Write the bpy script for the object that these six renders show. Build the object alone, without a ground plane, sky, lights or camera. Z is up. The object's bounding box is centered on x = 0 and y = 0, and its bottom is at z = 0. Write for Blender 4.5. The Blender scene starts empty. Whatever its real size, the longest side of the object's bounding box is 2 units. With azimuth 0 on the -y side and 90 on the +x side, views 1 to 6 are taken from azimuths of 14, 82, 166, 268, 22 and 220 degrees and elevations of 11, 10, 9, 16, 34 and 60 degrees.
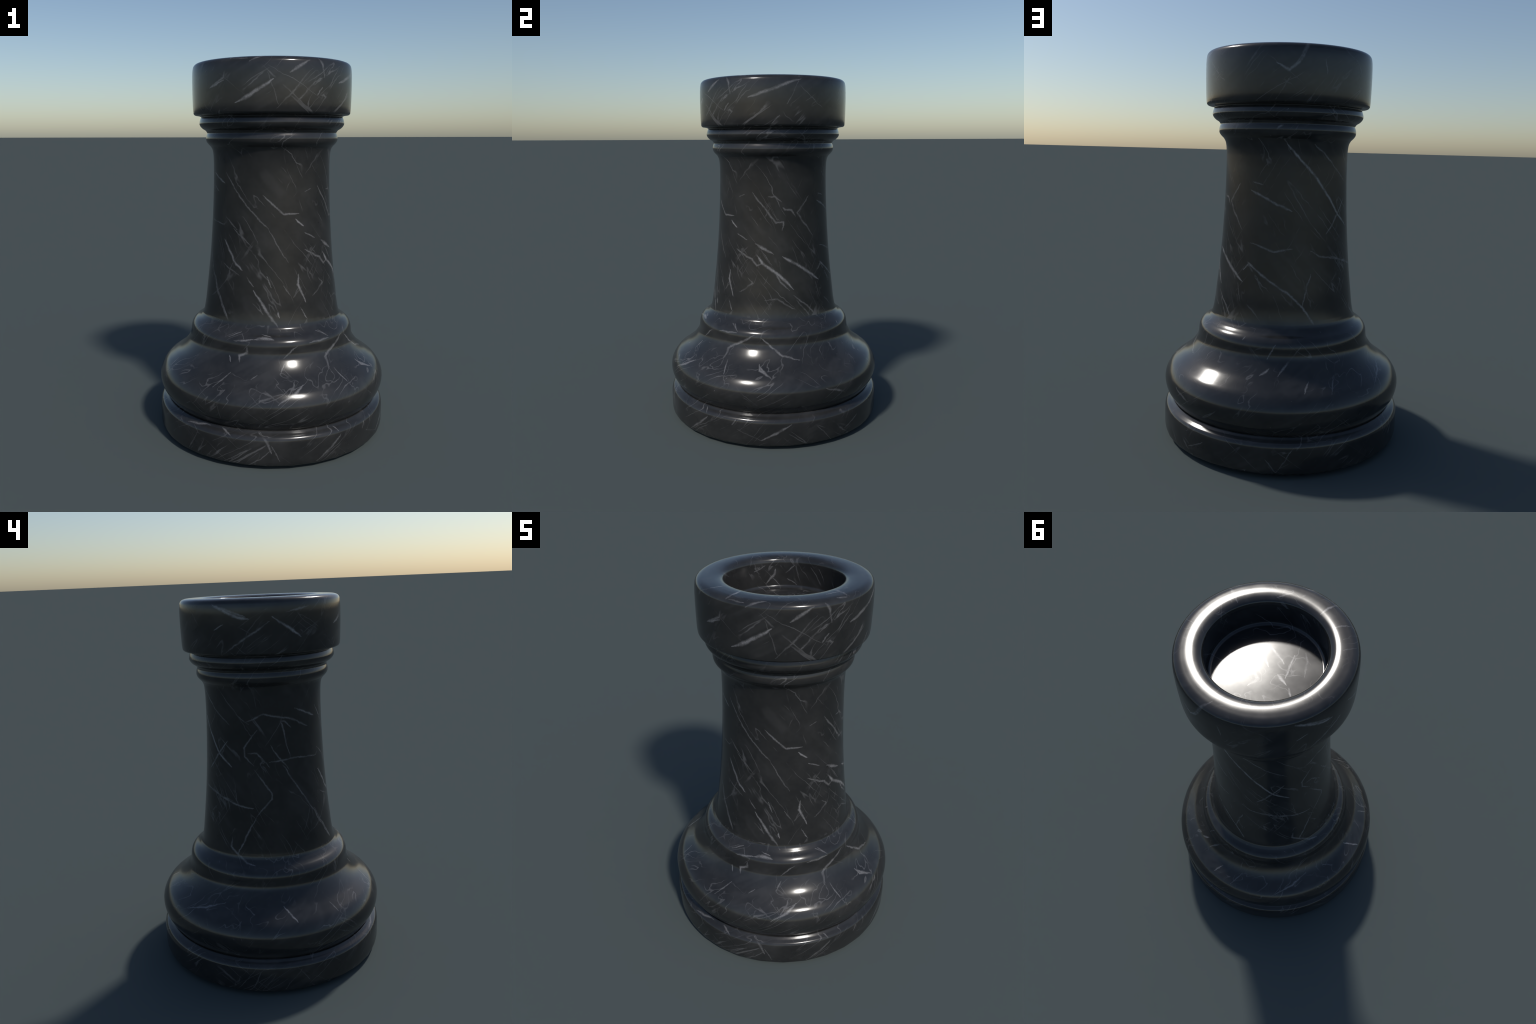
# A turned black-marble chess rook: one lathe profile spun round the z axis,
# split by moulding into named parts, all sharing one veined marble material.
import bpy, math
import numpy as np

SEGMENTS = 128           # facets round the turned body
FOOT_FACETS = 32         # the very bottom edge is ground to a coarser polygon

# ------------------------------------------------------------------ profile
# Each run is one moulding: control points (radius, height) of a smooth curve,
# from the underside up the outside, over the rim and down into the cup.
# Consecutive runs meet in a crease.
RUNS = [
    ("foot_pad", [(0.0, 0.0), (0.20, 0.0), (0.395, 0.0)]),                     # hidden pad it stands on
    ("foot_pad", [(0.395, 0.0), (0.400, 0.004), (0.400, 0.0195)]),
    ("underside", [(0.400, 0.0195), (0.50, 0.0195), (0.6225, 0.0195)]),               # recessed underside
    ("base", [(0.6225, 0.0195), (0.6300, 0.0265), (0.6337, 0.040), (0.6352, 0.080), (0.6355, 0.128),
              (0.6336, 0.150), (0.6306, 0.1609), (0.6240, 0.1709), (0.615, 0.1771), (0.606, 0.1828),
              (0.5995, 0.1882), (0.5955, 0.1918), (0.5925, 0.1933), (0.588, 0.1930)]),
    ("lower_bulge", [(0.588, 0.1930), (0.5950, 0.2040), (0.604, 0.2195), (0.6158, 0.237), (0.6257, 0.260), (0.6320, 0.290), (0.6321, 0.314),
                     (0.6287, 0.3312), (0.6195, 0.3535), (0.607, 0.3738), (0.5968, 0.3864),
                     (0.557, 0.4165), (0.5150, 0.4483), (0.4738, 0.4983), (0.4623, 0.5170),
                     (0.4562, 0.5359), (0.4536, 0.553)]),
    ("foot_ring", [(0.4536, 0.553), (0.4522, 0.570), (0.4508, 0.5785), (0.4478, 0.5893), (0.4437, 0.598), (0.437, 0.6068),
                   (0.4256, 0.6172), (0.4129, 0.6257), (0.4011, 0.6351), (0.3954, 0.6412), (0.3847, 0.6540), (0.3792, 0.668)]),
    ("shaft", [(0.3792, 0.668), (0.3745, 0.690), (0.3600, 0.80), (0.3483, 0.90), (0.3385, 1.0), (0.3306, 1.1),
               (0.3244, 1.2), (0.3196, 1.3), (0.3165, 1.4), (0.3158, 1.46), (0.3167, 1.512), (0.3187, 1.536),
               (0.3227, 1.5546), (0.3311, 1.570)]),
    ("lower_collar", [(0.3311, 1.570), (0.3447, 1.5836), (0.3531, 1.5955), (0.3562, 1.610),
                      (0.3550, 1.622), (0.3489, 1.641)]),
    ("upper_collar", [(0.3489, 1.641), (0.3560, 1.652), (0.3726, 1.663), (0.3843, 1.675), (0.3901, 1.688),
                      (0.3886, 1.7017), (0.3845, 1.715), (0.3805, 1.7248)]),
    ("head", [(0.3805, 1.7248), (0.388, 1.7285), (0.4031, 1.7316), (0.4138, 1.7337), (0.4197, 1.7400),
              (0.4217, 1.750), (0.4229, 1.763), (0.4236, 1.779), (0.4241, 1.80), (0.4246, 1.83), (0.4251, 1.87),
              (0.4248, 1.91), (0.4240, 1.942),
              (0.4220, 1.9645), (0.4185, 1.980), (0.410, 1.9905), (0.395, 1.9968), (0.370, 1.9995), (0.345, 2.0),
              (0.321, 1.9986), (0.302, 1.9948), (0.2885, 1.987), (0.2825, 1.974), (0.2815, 1.955)]),
    ("cup", [(0.2815, 1.955), (0.2805, 1.91), (0.2794, 1.8645)]),
    ("cup", [(0.2794, 1.8645), (0.2778, 1.8560), (0.2725, 1.8495), (0.2660, 1.8457), (0.2590, 1.8445)]),
    ("cup", [(0.2590, 1.8445), (0.12, 1.8445), (0.0, 1.8445)]),
]
CREASES = {("foot_pad", "underside"), ("underside", "base"), ("base", "lower_bulge")}   # hard joins; all others are smooth

def smooth_curve(points, steps=4):
    """Centripetal-style Catmull-Rom through the control points."""
    p = np.array(points, float)
    if len(p) == 3 and np.allclose(p[:, 1], p[0, 1], atol=2e-3):
        return p
    first, last = 2 * p[0] - p[1], 2 * p[-1] - p[-2]
    q = np.vstack([first, p, last])
    out = [p[0]]
    for i in range(1, len(q) - 2):
        a, b, c, d = q[i - 1], q[i], q[i + 1], q[i + 2]
        la, lb, lc = (max(np.linalg.norm(v), 1e-6) for v in (b - a, c - b, d - c))
        m1 = ((b - a) / la * lb + (c - b) / lb * la) / (la + lb) * lb
        m2 = ((c - b) / lb * lc + (d - c) / lc * lb) / (lb + lc) * lb
        for k in range(1, steps + 1):
            t = k / steps
            out.append((2*t**3 - 3*t*t + 1) * b + (t**3 - 2*t*t + t) * m1
                       + (3*t*t - 2*t**3) * c + (t**3 - t*t) * m2)
    return np.array(out)

profile, region = [], []
for name, pts in RUNS:
    curve = smooth_curve(pts)
    start = 0 if not profile else 1
    profile += [tuple(v) for v in curve[start:]]
    region += [name] * (len(curve) - 1)
profile = np.array(profile)
n_prof = len(profile)

# normals of the profile in the (r, z) plane, one at each end of every edge;
# short edges weigh less at a bend, and creases stay hard
edge = np.diff(profile, axis=0)
length = np.linalg.norm(edge, axis=1)
enorm = np.stack([edge[:, 1], -edge[:, 0]], 1) / length[:, None]
def unit(v): return v / np.linalg.norm(v)
def point_normal(i, part):
    """Normal at profile point i as the given part sees it."""
    if i == 0: return np.array([0.0, -1.0])
    if i == n_prof - 1: return np.array([0.0, 1.0])
    if profile[i, 1] == profile[-1, 1]: return np.array([0.0, 1.0])      # flat cup floor
    if region[i - 1] != region[i] and (region[i - 1], region[i]) in CREASES:
        return enorm[i - 1] if part == region[i - 1] else enorm[i]
    return unit(enorm[i - 1] * length[i - 1] ** 0.5 + enorm[i] * length[i] ** 0.5)

def foot_polygon(a, z):
    """Radius factor that flattens the bottom edge into FOOT_FACETS straight sides."""
    step = math.tau / FOOT_FACETS
    flat = math.cos(step / 2) / math.cos(a % step - step / 2)
    return 1 + (flat - 1) * min(1.0, max(0.0, (0.040 - z) / 0.018))

path = np.concatenate([[0], np.cumsum(length)])        # distance along the profile
def on_surface(azimuth, along):
    """Point of the surface at an azimuth (degrees) and a distance along the profile."""
    r, z = np.interp(along, path, profile[:, 0]), np.interp(along, path, profile[:, 1])
    a = math.radians(azimuth)
    return np.array([r * math.cos(a), r * math.sin(a), z])

# ------------------------------------------------------------------ veins
# The bold calcite veins: (width in mm, strength, spine), each spine a few
# control points (azimuth in degrees, metres along the profile).
SHAFT_VEINS = [
    (2, 0.5, [(-125, 2.202), (-100, 2.029), (-79, 1.919)]),
    (2, 0.45, [(-79, 1.917), (-72, 1.831), (-62, 1.746)]),
    (2.4, 0.6, [(-85, 2.091), (-66, 1.997), (-51, 1.995)]),
    (4, 0.9, [(-55, 1.968), (-47, 1.927)]),
    (2, 0.45, [(-124, 1.97), (-110, 1.911)]),
    (2, 0.45, [(-114, 1.918), (-95, 1.828)]),
    (2.4, 0.5, [(-38, 2.119), (-45, 2.106)]),
    (3.4, 0.75, [(-125, 1.853), (-110, 1.737), (-103, 1.705)]),
    (2.6, 0.6, [(-99, 1.674), (-92, 1.623)]),
    (3.5, 0.75, [(-92, 1.605), (-84, 1.528), (-70, 1.397)]),
    (2.3, 0.4, [(-124, 1.726), (-106, 1.678)]),
    (2.4, 0.6, [(-137, 1.653), (-125, 1.534), (-109, 1.384)]),
    (2.4, 0.6, [(-81, 1.68), (-77, 1.619)]),
    (2.5, 0.5, [(-67, 1.632), (-61, 1.576)]),
    (3, 0.7, [(-53, 1.685), (-55, 1.631), (-47, 1.534)]),
    (2.6, 0.6, [(-53, 1.517), (-47, 1.45)]),
    (4, 0.7, [(-72, 1.495), (-71, 1.466)]),
    (3.4, 0.6, [(-46, 1.896), (-35, 1.868)]),
    (2.5, 0.5, [(-29, 2.136), (-5, 1.965), (2, 1.971), (1, 1.923)]),
    (2.5, 0.45, [(-13, 2.11), (-6, 2.112), (1, 2.083)]),
    (3, 0.5, [(2, 2.051), (4, 2.035), (11, 2.033), (15, 1.997)]),
    (2.5, 0.45, [(31, 2.111), (17, 2.016), (36, 1.884)]),
    (3.5, 0.65, [(-26, 1.848), (-18, 1.825), (-7, 1.79)]),
    (4, 0.75, [(1, 1.778), (18, 1.718), (40, 1.623)]),
    (2.8, 0.5, [(-46, 1.807), (-29, 1.761), (-24, 1.722), (-18, 1.738)]),
    (4, 0.8, [(-24, 1.787), (-18, 1.738), (1, 1.652), (11, 1.587)]),
    (2.4, 0.4, [(-19, 1.814), (-9, 1.725)]),
    (3, 0.55, [(-9, 1.707), (-1, 1.631), (7, 1.582)]),
    (2.5, 0.5, [(10, 1.555), (24, 1.487), (38, 1.386)]),
    (2.4, 0.4, [(-32, 1.647), (-27, 1.62), (-40, 1.565)]),
    (2.4, 0.4, [(-15, 1.526), (-4, 1.536), (11, 1.471)]),
    (2.2, 0.4, [(35, 1.618), (40, 1.519)]),
    (3, 0.81, [(75, 2.306), (104, 2.142), (130, 1.966), (145, 1.904)]),
    (3, 0.68, [(44, 2.081), (64, 2.028), (82, 1.985)]),
    (3, 0.68, [(46, 2.122), (56, 2.106)]),
    (2.5, 0.68, [(141, 2.039), (114, 1.87)]),
    (2.2, 0.54, [(100, 2.31), (125, 2.201), (143, 2.126)]),
    (2.5, 0.68, [(40, 1.682), (45, 1.722), (80, 1.579), (91, 1.519), (104, 1.383)]),
    (2.3, 0.54, [(99, 1.678), (94, 1.617), (91, 1.516)]),
    (2.4, 0.54, [(45, 1.822), (67, 1.786), (82, 1.801)]),
    (2.4, 0.54, [(98, 1.794), (106, 1.765), (146, 1.722)]),
    (2.4, 0.54, [(151, 2.185), (163, 2.136)]),
    (2.2, 0.54, [(171, 2.108), (158, 2.013), (158, 1.965), (167, 1.917)]),
    (2.2, 0.54, [(167, 1.899), (182, 1.769), (182, 1.74), (168, 1.644)]),
    (2.6, 0.61, [(168, 1.644), (158, 1.517), (151, 1.434)]),
    (2.3, 0.54, [(160, 2.149), (177, 2.186), (203, 2.155), (223, 2.1)]),
    (2.2, 0.54, [(-157, 2.107), (-164, 2.147), (-167, 2.146), (-159, 1.947)]),
    (2.6, 0.68, [(-153, 2.206), (-141, 2.175), (-127, 2.144)]),
    (2.2, 0.54, [(161, 1.978), (170, 1.986), (181, 1.909)]),
    (2.2, 0.54, [(180, 1.937), (201, 1.945), (234, 1.932)]),
    (2.2, 0.54, [(-177, 2.025), (-161, 1.886)]),
    (2.2, 0.54, [(-167, 1.917), (-142, 1.686), (-112, 1.398)]),
    (2.6, 0.61, [(118, 1.761), (151, 1.702), (166, 1.687)]),
]

FOOT_VEINS = [
    (3, 0.6, [(-43, 1.379), (-35, 1.33)]),
    (2.4, 0.4, [(13, 1.528), (29, 1.399)]),
    (3, 0.61, [(146, 1.521), (145, 1.471), (160, 1.39), (167, 1.383)]),
    (5, 0.6, [(-89, 1.34), (-82, 1.351), (-75, 1.344)]),
    (3.5, 0.65, [(-93, 1.295), (-93, 1.267), (-98, 1.249), (-97, 1.217)]),
    (3, 0.6, [(-105, 1.245), (-103, 1.215)]),
    (3, 0.55, [(-60, 1.308), (-69, 1.251)]),
    (3, 0.55, [(-69, 1.22), (-72, 1.164)]),
    (3, 0.65, [(-17, 1.155), (-16, 1.115), (-9, 1.065)]),
    (3, 0.6, [(-38, 1.161), (-36, 1.069)]),
    (3.4, 0.6, [(-33, 1.048), (-39, 0.968)]),
    (3, 0.5, [(-101, 1.159), (-107, 1.058)]),
    (3, 0.5, [(-85, 1.162), (-88, 1.13)]),
    (4, 0.6, [(-39, 1.246), (-42, 1.162)]),
    (3, 0.6, [(-22, 1.318), (-35, 1.251)]),
    (4, 0.65, [(-61, 1.094), (-66, 1.052), (-74, 1.003)]),
    (3, 0.4, [(-72, 1.055), (-82, 1.019), (-90, 0.881)]),
    (3, 0.5, [(-103, 1.378), (-110, 1.333)]),
    (3.5, 0.5, [(-121, 0.802), (-108, 0.827)]),
    (4, 0.6, [(-101, 0.83), (-96, 0.795)]),
    (3.5, 0.55, [(-83, 0.823), (-79, 0.775), (-77, 0.719)]),
    (3, 0.45, [(-77, 0.758), (-73, 0.673)]),
    (4, 0.55, [(-84, 0.785), (-95, 0.669)]),
    (3, 0.45, [(-113, 0.77), (-119, 0.668)]),
    (3.5, 0.5, [(-43, 0.776), (-48, 0.726), (-56, 0.659)]),
    (3.5, 0.6, [(-46, 0.825), (-44, 0.792)]),
    (3.5, 0.6, [(-27, 0.786), (-29, 0.755)]),
    (3, 0.65, [(-17, 1.306), (-2, 1.206), (9, 1.175)]),
    (3.5, 0.65, [(-17, 1.147), (-13, 1.096), (-9, 1.066)]),
    (3, 0.5, [(-23, 1.312), (-41, 1.228), (-41, 1.169)]),
    (3, 0.5, [(19, 0.987), (27, 0.96), (39, 0.895)]),
    (3.5, 0.6, [(1, 0.773), (-14, 0.681)]),
    (3, 0.4, [(-26, 0.734), (-14, 0.681)]),
    (3, 0.4, [(39, 0.732), (31, 0.69)]),
    (3.5, 0.68, [(72, 1.324), (67, 1.25)]),
    (5, 0.68, [(69, 1.208), (64, 1.167)]),
    (3, 0.54, [(88, 1.318), (78, 1.218), (74, 1.167)]),
    (3, 0.61, [(104, 1.266), (103, 1.192)]),
    (4, 0.61, [(90, 1.14), (87, 1.073)]),
    (3, 0.54, [(81, 1.038), (72, 0.907)]),
    (3, 0.61, [(81, 0.766), (75, 0.66)]),
    (3, 0.54, [(70, 0.72), (75, 0.659)]),
    (5, 0.81, [(-175, 1.155), (-169, 1.064)]),
    (3, 0.61, [(128, 1.061), (150, 1.161)]),
    (3, 0.61, [(163, 1.156), (169, 1.114)]),
    (3, 0.61, [(-147, 1.123), (-146, 1.065)]),
    (3, 0.54, [(-169, 0.768), (-177, 0.663)]),
    (3, 0.54, [(-171, 0.781), (-165, 0.7)]),
    (3.4, 0.65, [(-107, 1.341), (-99, 1.382)]),
    (3, 0.6, [(-103, 1.323), (-89, 1.34)]),
    (2.6, 0.55, [(-77, 1.36), (-84, 1.374)]),
    (3, 0.5, [(-52, 1.317), (-35, 1.321)]),
    (3.5, 0.6, [(-41, 1.379), (-36, 1.339)]),
    (3, 0.5, [(-102, 0.976), (-101, 0.911)]),
    (3, 0.4, [(-78, 1.02), (-90, 0.881)]),
    (3, 0.5, [(51, 1.353), (50, 1.33)]),
    (3, 0.5, [(136, 1.369), (148, 1.314)]),
    (3, 0.5, [(105, 1.157), (100, 1.059)]),
    (3, 0.45, [(162, 1.055), (163, 0.982)]),
    (3, 0.5, [(36, 0.718), (40, 0.741)]),
]

HEAD_VEINS = [
    (2.5, 0.5, [(-106, 2.814), (-111, 2.719), (-124, 2.68)]),
    (4, 0.75, [(-76, 2.712), (-92, 2.635), (-102, 2.601)]),
    (3.5, 0.6, [(-52, 2.798), (-65, 2.745)]),
    (2.5, 0.42, [(-50, 2.762), (-74, 2.575)]),
    (2.4, 0.4, [(-80, 2.743), (-73, 2.591)]),
    (2.4, 0.4, [(-47, 2.704), (-61, 2.607)]),
    (3, 0.5, [(-45, 2.811), (-42, 2.789), (-40, 2.722)]),
    (3, 0.5, [(-42, 2.678), (-46, 2.637)]),
    (3, 0.5, [(-8, 2.751), (-26, 2.7)]),
    (3.5, 0.68, [(88, 2.805), (82, 2.73), (76, 2.696), (68, 2.725)]),
    (3, 0.54, [(77, 2.666), (68, 2.561)]),
    (3, 0.61, [(76, 2.493), (66, 2.458)]),
    (3, 0.61, [(79, 2.45), (62, 2.351)]),
    (4, 0.81, [(145, 2.793), (163, 2.735), (170, 2.723)]),
    (3, 0.68, [(153, 2.701), (146, 2.676)]),
    (2.5, 0.57, [(-176, 2.711), (-208, 2.563)]),
    (3.5, 0.81, [(-175, 2.732), (-163, 2.671), (-155, 2.628)]),
    (2.5, 0.54, [(-147, 2.659), (-158, 2.564)]),
    (2.5, 0.54, [(-166, 2.753), (-149, 2.771)]),
    (3, 0.68, [(-110, 2.71), (-124, 2.679)]),
    (3.5, 0.6, [(13, 2.797), (-8, 2.745), (-26, 2.697)]),
    (3, 0.5, [(11, 2.788), (2, 2.662)]),
    (3, 0.5, [(-3, 2.612), (-9, 2.565)]),
    (3, 0.5, [(-104, 2.874), (-105, 2.827), (-106, 2.809)]),
    (3, 0.55, [(-104, 2.811), (-93, 2.81)]),
    (3, 0.5, [(-92, 2.792), (-87, 2.813), (-80, 2.832)]),
    (2.5, 0.45, [(-126, 2.814), (-124, 2.863), (-123, 2.904)]),
    (3, 0.5, [(-39, 2.871), (-27, 2.872), (-26, 2.814)]),
    (4, 0.6, [(-35, 2.823), (-28, 2.815)]),
    (2.5, 0.45, [(99, 2.749), (100, 2.682)]),
    (3.5, 0.7, [(-105, 2.919), (-104, 2.866), (-105, 2.82)]),
    (3, 0.6, [(-123, 2.91), (-125, 2.834)]),
    (4, 0.7, [(91, 2.857), (87, 2.804), (79, 2.712)]),
    (4, 0.6, [(-27, 2.825), (-27, 2.871), (-26, 2.926)]),
    (3, 0.5, [(-74, 2.879), (-61, 2.925)]),
    (3, 0.45, [(27, 2.807), (29, 2.864)]),
    (3, 0.45, [(-137, 2.883), (-135, 2.812)]),
    (3.5, 0.6, [(145, 2.786), (158, 2.763), (168, 2.735)]),
    (3, 0.4, [(-147, 2.886), (-144, 2.826)]),
]

CUP_VEINS = [
    (4.4, 0.8, [(-38, 3.256), (-89, 3.341)]),
    (4.4, 0.7, [(-53, 3.201), (-124, 3.271)]),
    (4.4, 0.7, [(-112, 3.207), (-179, 3.255)]),
    (5.5, 0.9, [(-178, 3.297), (-190, 3.224)]),
    (4.4, 0.8, [(170, 3.204), (161, 3.163)]),
    (4.4, 0.7, [(40, 3.293), (93, 3.284), (84, 3.225)]),
    (3.2, 0.4, [(-116, 3.155), (-132, 3.162), (-160, 3.174)]),
    (3.6, 0.75, [(120, 2.989), (121, 3.014), (130, 3.058)]),
    (3.6, 0.55, [(131, 2.97), (144, 2.995)]),
    (2.8, 0.5, [(100, 2.971), (109, 3.008)]),
    (2.8, 0.5, [(107, 3.037), (97, 3.069)]),
    (2.8, 0.4, [(118, 2.894), (110, 2.936)]),
    (2.8, 0.45, [(97, 2.936), (91, 2.881)]),
    (3, 0.4, [(63, 2.916), (43, 3.086)]),
]


VEINS = {"shaft": SHAFT_VEINS, "foot": FOOT_VEINS, "head": HEAD_VEINS, "cup": CUP_VEINS}
ZONE = {"foot_pad": "foot", "underside": "foot", "base": "foot", "lower_bulge": "foot", "foot_ring": "foot", "shaft": "shaft", "lower_collar": "head",
        "upper_collar": "head", "head": "head", "cup": "cup"}

def strokes(zone):
    """Straight pieces (start, end, width, strength, taper at each end) of the bold veins near a zone."""
    near = {"shaft": ("shaft", "foot"), "foot": ("foot", "shaft"), "head": ("head", "cup"), "cup": ("cup", "head")}[zone]
    out = []
    for z in near:
        for width, strength, spine in VEINS[z]:
            for (a0, s0), (a1, s1) in zip(spine, spine[1:]):
                if z != zone and not any(EDGES[zone][0] < s < EDGES[zone][1] for s in (s0, s1)): continue
                n = 1 if z == "cup" else max(1, math.ceil(abs(a1 - a0) / 12))
                pts = [on_surface(a0 + (a1 - a0) * k / n, s0 + (s1 - s0) * k / n) for k in range(n + 1)]
                ends = (0.8 if (a0, s0) == spine[0] else 0.0, 0.8 if (a1, s1) == spine[-1] else 0.0)
                for k, (p, q) in enumerate(zip(pts, pts[1:])):
                    out.append((p, q, width / 1000, strength, ends[0] if k == 0 else 0.0, ends[1] if k == n - 1 else 0.0))
    return out

EDGES = {}
for zone in VEINS:
    own = [i for i in range(n_prof - 1) if ZONE[region[i]] == zone]
    EDGES[zone] = (path[min(own)] - 0.02, path[max(own) + 1] + 0.02)

# ------------------------------------------------------------------ material
def vein_stroke_group():
    """Mask of one straight vein piece: bright on the line, fading to its width."""
    g = bpy.data.node_groups.new("vein_stroke", "ShaderNodeTree")
    for name, kind in (("Point", "NodeSocketVector"), ("Start", "NodeSocketVector"), ("Along", "NodeSocketVector"),
                       ("Unit", "NodeSocketVector"), ("Width", "NodeSocketFloat"), ("Strength", "NodeSocketFloat"),
                       ("Taper start", "NodeSocketFloat"), ("Taper end", "NodeSocketFloat")):
        g.interface.new_socket(name, in_out="INPUT", socket_type=kind)
    g.interface.new_socket("Mask", in_out="OUTPUT", socket_type="NodeSocketFloat")
    N, L = g.nodes, g.links
    i, o = N.new("NodeGroupInput"), N.new("NodeGroupOutput")
    def vec(op, *ins):
        n = N.new("ShaderNodeVectorMath"); n.operation = op
        for k, v in enumerate(ins): L.new(v, n.inputs[k])
        return n
    rel = vec("SUBTRACT", i.outputs["Point"], i.outputs["Start"])
    dot = vec("DOT_PRODUCT", rel.outputs[0], i.outputs["Unit"])
    clamp = N.new("ShaderNodeClamp"); L.new(dot.outputs["Value"], clamp.inputs[0])
    foot = N.new("ShaderNodeVectorMath"); foot.operation = "SCALE"
    L.new(i.outputs["Along"], foot.inputs[0]); L.new(clamp.outputs[0], foot.inputs["Scale"])
    dist = vec("DISTANCE", rel.outputs[0], foot.outputs[0])
    def calc(op, a, b):
        n = N.new("ShaderNodeMath"); n.operation = op
        for k, v in enumerate((a, b)):
            if isinstance(v, (int, float)): n.inputs[k].default_value = v
            else: L.new(v, n.inputs[k])
        return n.outputs[0]
    t = clamp.outputs[0]
    thin = calc("ADD", calc("MULTIPLY", i.outputs["Taper start"], calc("POWER", calc("SUBTRACT", 1.0, t), 2.0)),
                calc("MULTIPLY", i.outputs["Taper end"], calc("POWER", t, 2.0)))
    width = calc("MULTIPLY", i.outputs["Width"], calc("SUBTRACT", 1.0, thin))
    fade = N.new("ShaderNodeMapRange"); fade.interpolation_type = "SMOOTHSTEP"
    L.new(dist.outputs["Value"], fade.inputs[0]); L.new(width, fade.inputs[2])
    fade.inputs[1].default_value = 0; fade.inputs[4].default_value = 0
    L.new(i.outputs["Strength"], fade.inputs[3])
    L.new(fade.outputs[0], o.inputs[0])
    return g

def marble(zone, group):
    mat = bpy.data.materials.new("black_marble_" + zone)
    mat.use_nodes = True
    nt = mat.node_tree
    N, L = nt.nodes, nt.links
    bsdf = N["Principled BSDF"]
    coord = N.new("ShaderNodeTexCoord").outputs["Object"]

    def link(v, socket):
        if isinstance(v, bpy.types.NodeSocket): L.new(v, socket)
        else: socket.default_value = v
    def math_node(op, a, b=0.0, clamp=False):
        n = N.new("ShaderNodeMath"); n.operation = op; n.use_clamp = clamp
        link(a, n.inputs[0]); link(b, n.inputs[1])
        return n.outputs[0]
    def vec(op, a, b):
        n = N.new("ShaderNodeVectorMath"); n.operation = op
        link(a, n.inputs[0]); link(b, n.inputs["Scale"] if op == "SCALE" else n.inputs[1])
        return n.outputs[0]
    def noise(scale, detail=4.0, at=coord, colour=False, rough=0.55):
        n = N.new("ShaderNodeTexNoise")
        L.new(at, n.inputs["Vector"])
        n.inputs["Scale"].default_value, n.inputs["Detail"].default_value = scale, detail
        n.inputs["Roughness"].default_value = rough
        return n.outputs["Color" if colour else "Fac"]
    def remap(v, a, b, lo=0.0, hi=1.0):
        n = N.new("ShaderNodeMapRange"); n.interpolation_type = "SMOOTHSTEP"
        L.new(v, n.inputs[0])
        for k, x in enumerate((a, b, lo, hi)): n.inputs[k + 1].default_value = x
        return n.outputs[0]
    def wobble(at, scale, amount):
        off = vec("SUBTRACT", noise(scale, 3.0, at, True), (0.5, 0.5, 0.5))
        return vec("ADD", at, vec("SCALE", off, amount))

    # bold veins: crooked strokes, patchy along their length
    crooked = wobble(wobble(wobble(coord, 10, 0.020), 40, 0.0085), 120, 0.0048)
    shift = vec("SUBTRACT", crooked, coord)                      # keep the wander in the surface
    facing = N.new("ShaderNodeNewGeometry").outputs["Normal"]
    along_normal = N.new("ShaderNodeVectorMath"); along_normal.operation = "DOT_PRODUCT"
    L.new(shift, along_normal.inputs[0]); L.new(facing, along_normal.inputs[1])
    crooked = vec("SUBTRACT", crooked, vec("SCALE", facing, along_normal.outputs["Value"]))
    bold = None
    for p, q, width, strength, t0, t1 in strokes(zone):
        s = N.new("ShaderNodeGroup"); s.node_tree = group
        L.new(crooked, s.inputs["Point"])
        d = q - p
        s.inputs["Start"].default_value = p
        s.inputs["Along"].default_value = d
        s.inputs["Unit"].default_value = d / max(float(d @ d), 1e-8)
        s.inputs["Width"].default_value = width * WIDTH
        s.inputs["Strength"].default_value = strength
        s.inputs["Taper start"].default_value, s.inputs["Taper end"].default_value = t0, t1
        bold = s.outputs[0] if bold is None else math_node("MAXIMUM", bold, s.outputs[0])
    patchy = math_node("MULTIPLY", remap(noise(22, 3), 0.30, 0.58, 0.55, 1.30), remap(noise(170, 2), 0.3, 0.7, 0.70, 1.05))
    bold = math_node("MULTIPLY", math_node("POWER", bold, 1.45), patchy)

    # hairline veins: level lines of a stretched noise, wound round the piece like
    # the bold ones (the twist follows the height) and broken into short lengths
    def hairlines(twist, offset, scale, thin, seed, lo, strength):
        sep = N.new("ShaderNodeSeparateXYZ"); L.new(coord, sep.inputs[0])
        turn = N.new("ShaderNodeVectorRotate"); turn.rotation_type = "Z_AXIS"
        L.new(wobble(wobble(coord, 5, 0.05), 40, 0.008), turn.inputs["Vector"])
        L.new(math_node("MULTIPLY", sep.outputs[2], twist), turn.inputs["Angle"])
        at = N.new("ShaderNodeMapping"); L.new(turn.outputs[0], at.inputs[0])
        at.inputs["Location"].default_value = offset
        at.inputs["Scale"].default_value = (1, 1, 0.15)
        n = noise(scale, 1.5, at.outputs[0], rough=0.5)
        line = remap(math_node("ABSOLUTE", math_node("SUBTRACT", n, 0.5)), 0.0, thin, 1.0, 0.0)
        shift = vec("ADD", coord, (seed, seed * 0.7, -seed))
        return math_node("MULTIPLY", line, remap(noise(5, 3, shift), lo, lo + 0.16, 0.0, strength))
    k = TWIST[zone]
    fine = math_node("MAXIMUM", hairlines(k, (0, 0, 0), 8, 0.012, 3.1, 0.47, 0.56),
                     hairlines(k * 0.55, (4, 2, 1), 13, 0.017, 7.7, 0.50, 0.42))
    fine = math_node("MAXIMUM", fine, hairlines(-0.9 * k, (2.3, 6, 4.4), 8, 0.011, 5.3, 0.50, 0.46))
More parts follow.
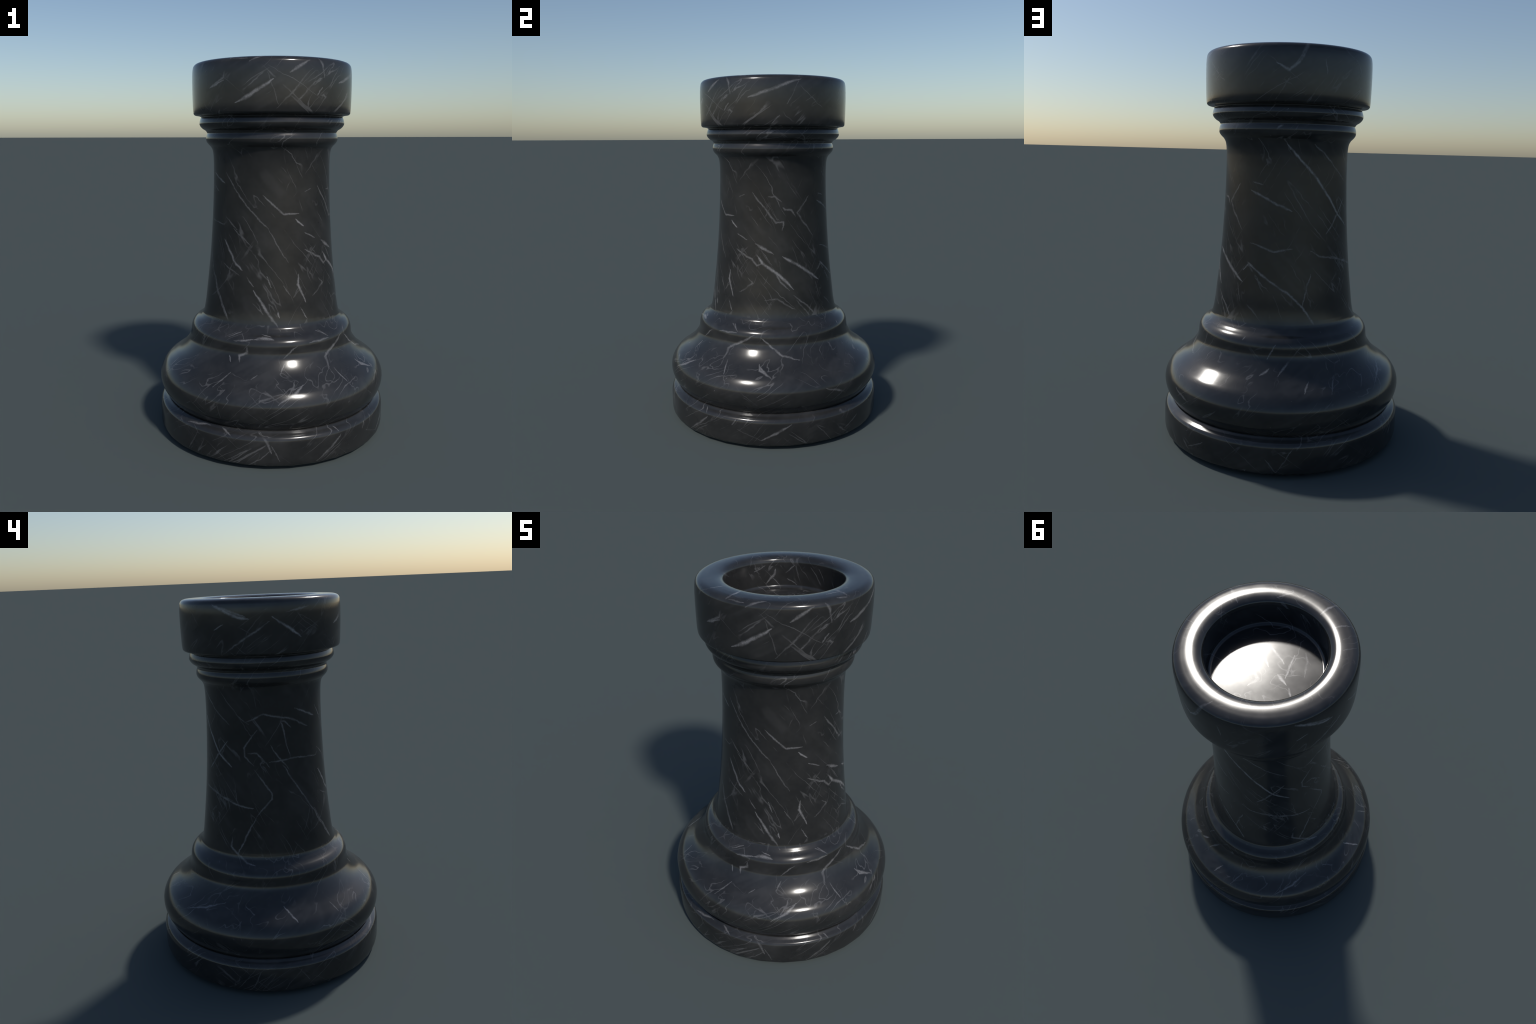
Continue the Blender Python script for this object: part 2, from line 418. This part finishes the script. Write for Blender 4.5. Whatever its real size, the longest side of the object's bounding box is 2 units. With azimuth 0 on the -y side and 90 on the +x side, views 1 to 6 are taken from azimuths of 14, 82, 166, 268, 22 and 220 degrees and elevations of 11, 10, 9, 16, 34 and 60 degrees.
    # faint smears of lighter grit along the same grain
    grit = hairlines(k * 1.2, (1, 8, 3), 9, 0.14, 9.9, 0.46, 0.035)
    fine = math_node("MULTIPLY", fine, HAIR[zone])
    veins = math_node("MAXIMUM", math_node("MAXIMUM", bold, fine), grit, True)

    def mix(fac, a, b):
        n = N.new("ShaderNodeMix"); n.data_type = "RGBA"
        L.new(fac, n.inputs["Factor"])
        link(a, n.inputs["A"]); link(b, n.inputs["B"])
        return n.outputs["Result"]
    stone = mix(remap(noise(6, 8, rough=0.65), 0.30, 0.72), DARK, PALE)
    L.new(mix(veins, stone, CALCITE), bsdf.inputs["Base Color"])
    rough = math_node("ADD", math_node("MULTIPLY", veins, 0.07), remap(noise(9, 5), 0.3, 0.7, 0.160, 0.195))
    L.new(rough, bsdf.inputs["Roughness"])
    bsdf.inputs["IOR"].default_value = 1.5
    return mat

TWIST = {"shaft": 2.2, "foot": -2.4, "head": -3.6, "cup": -3.0}       # how steeply the grain winds, rad per metre
HAIR = {"shaft": 0.55, "foot": 0.54, "head": 0.58, "cup": 0.70}              # how strongly the hairlines show
WIDTH = 3.5                                   # soft skirt of a vein against its core
DARK, PALE = (0.0180, 0.0182, 0.0184, 1), (0.0290, 0.0288, 0.0285, 1)
CALCITE = (0.25, 0.245, 0.25, 1)

# ------------------------------------------------------------------ build
rook = bpy.data.objects.new("chess_rook", None)
bpy.context.collection.objects.link(rook)
rook["label"] = "polished black marble chess rook with thin grey veins"
rook["category"] = "chess piece"

stroke = vein_stroke_group()
materials = {zone: marble(zone, stroke) for zone in VEINS}
angles = np.arange(SEGMENTS) * math.tau / SEGMENTS

def build_part(name):
    """Spin the profile edges of one region into a mesh of its own."""
    idx = [i for i in range(n_prof - 1) if region[i] == name]
    used = sorted(set(idx) | {i + 1 for i in idx})
    verts, norms, ring = [], [], {}
    for i in used:
        r, z = profile[i]
        if r < 1e-6:
            ring[i] = [len(verts)] * SEGMENTS
            verts.append((0, 0, z)); norms.append((0, 0, point_normal(i, name)[1]))
        else:
            ring[i] = list(range(len(verts), len(verts) + SEGMENTS))
            nr, nz = point_normal(i, name)
            for a in angles:
                k = foot_polygon(a, z) if r > 0.5 and name in ("underside", "base") else 1.0
                verts.append((k * r * math.cos(a), k * r * math.sin(a), z))
                norms.append((nr * math.cos(a), nr * math.sin(a), nz))
    faces = []
    for i in idx:
        lo, hi = ring[i], ring[i + 1]
        for k in range(SEGMENTS):
            j = (k + 1) % SEGMENTS
            f = [lo[k], lo[j], hi[j], hi[k]]
            f = [v for n, v in enumerate(f) if v not in f[:n]]
            faces.append(f)
    mesh = bpy.data.meshes.new(name)
    mesh.from_pydata(verts, [], faces)
    mesh.polygons.foreach_set("use_smooth", [True] * len(mesh.polygons))
    mesh.normals_split_custom_set_from_vertices(norms)
    mesh.materials.append(materials[ZONE[name]])
    obj = bpy.data.objects.new(name, mesh)
    bpy.context.collection.objects.link(obj)
    obj.parent = rook
    return obj

for part in dict.fromkeys(region):
    build_part(part)
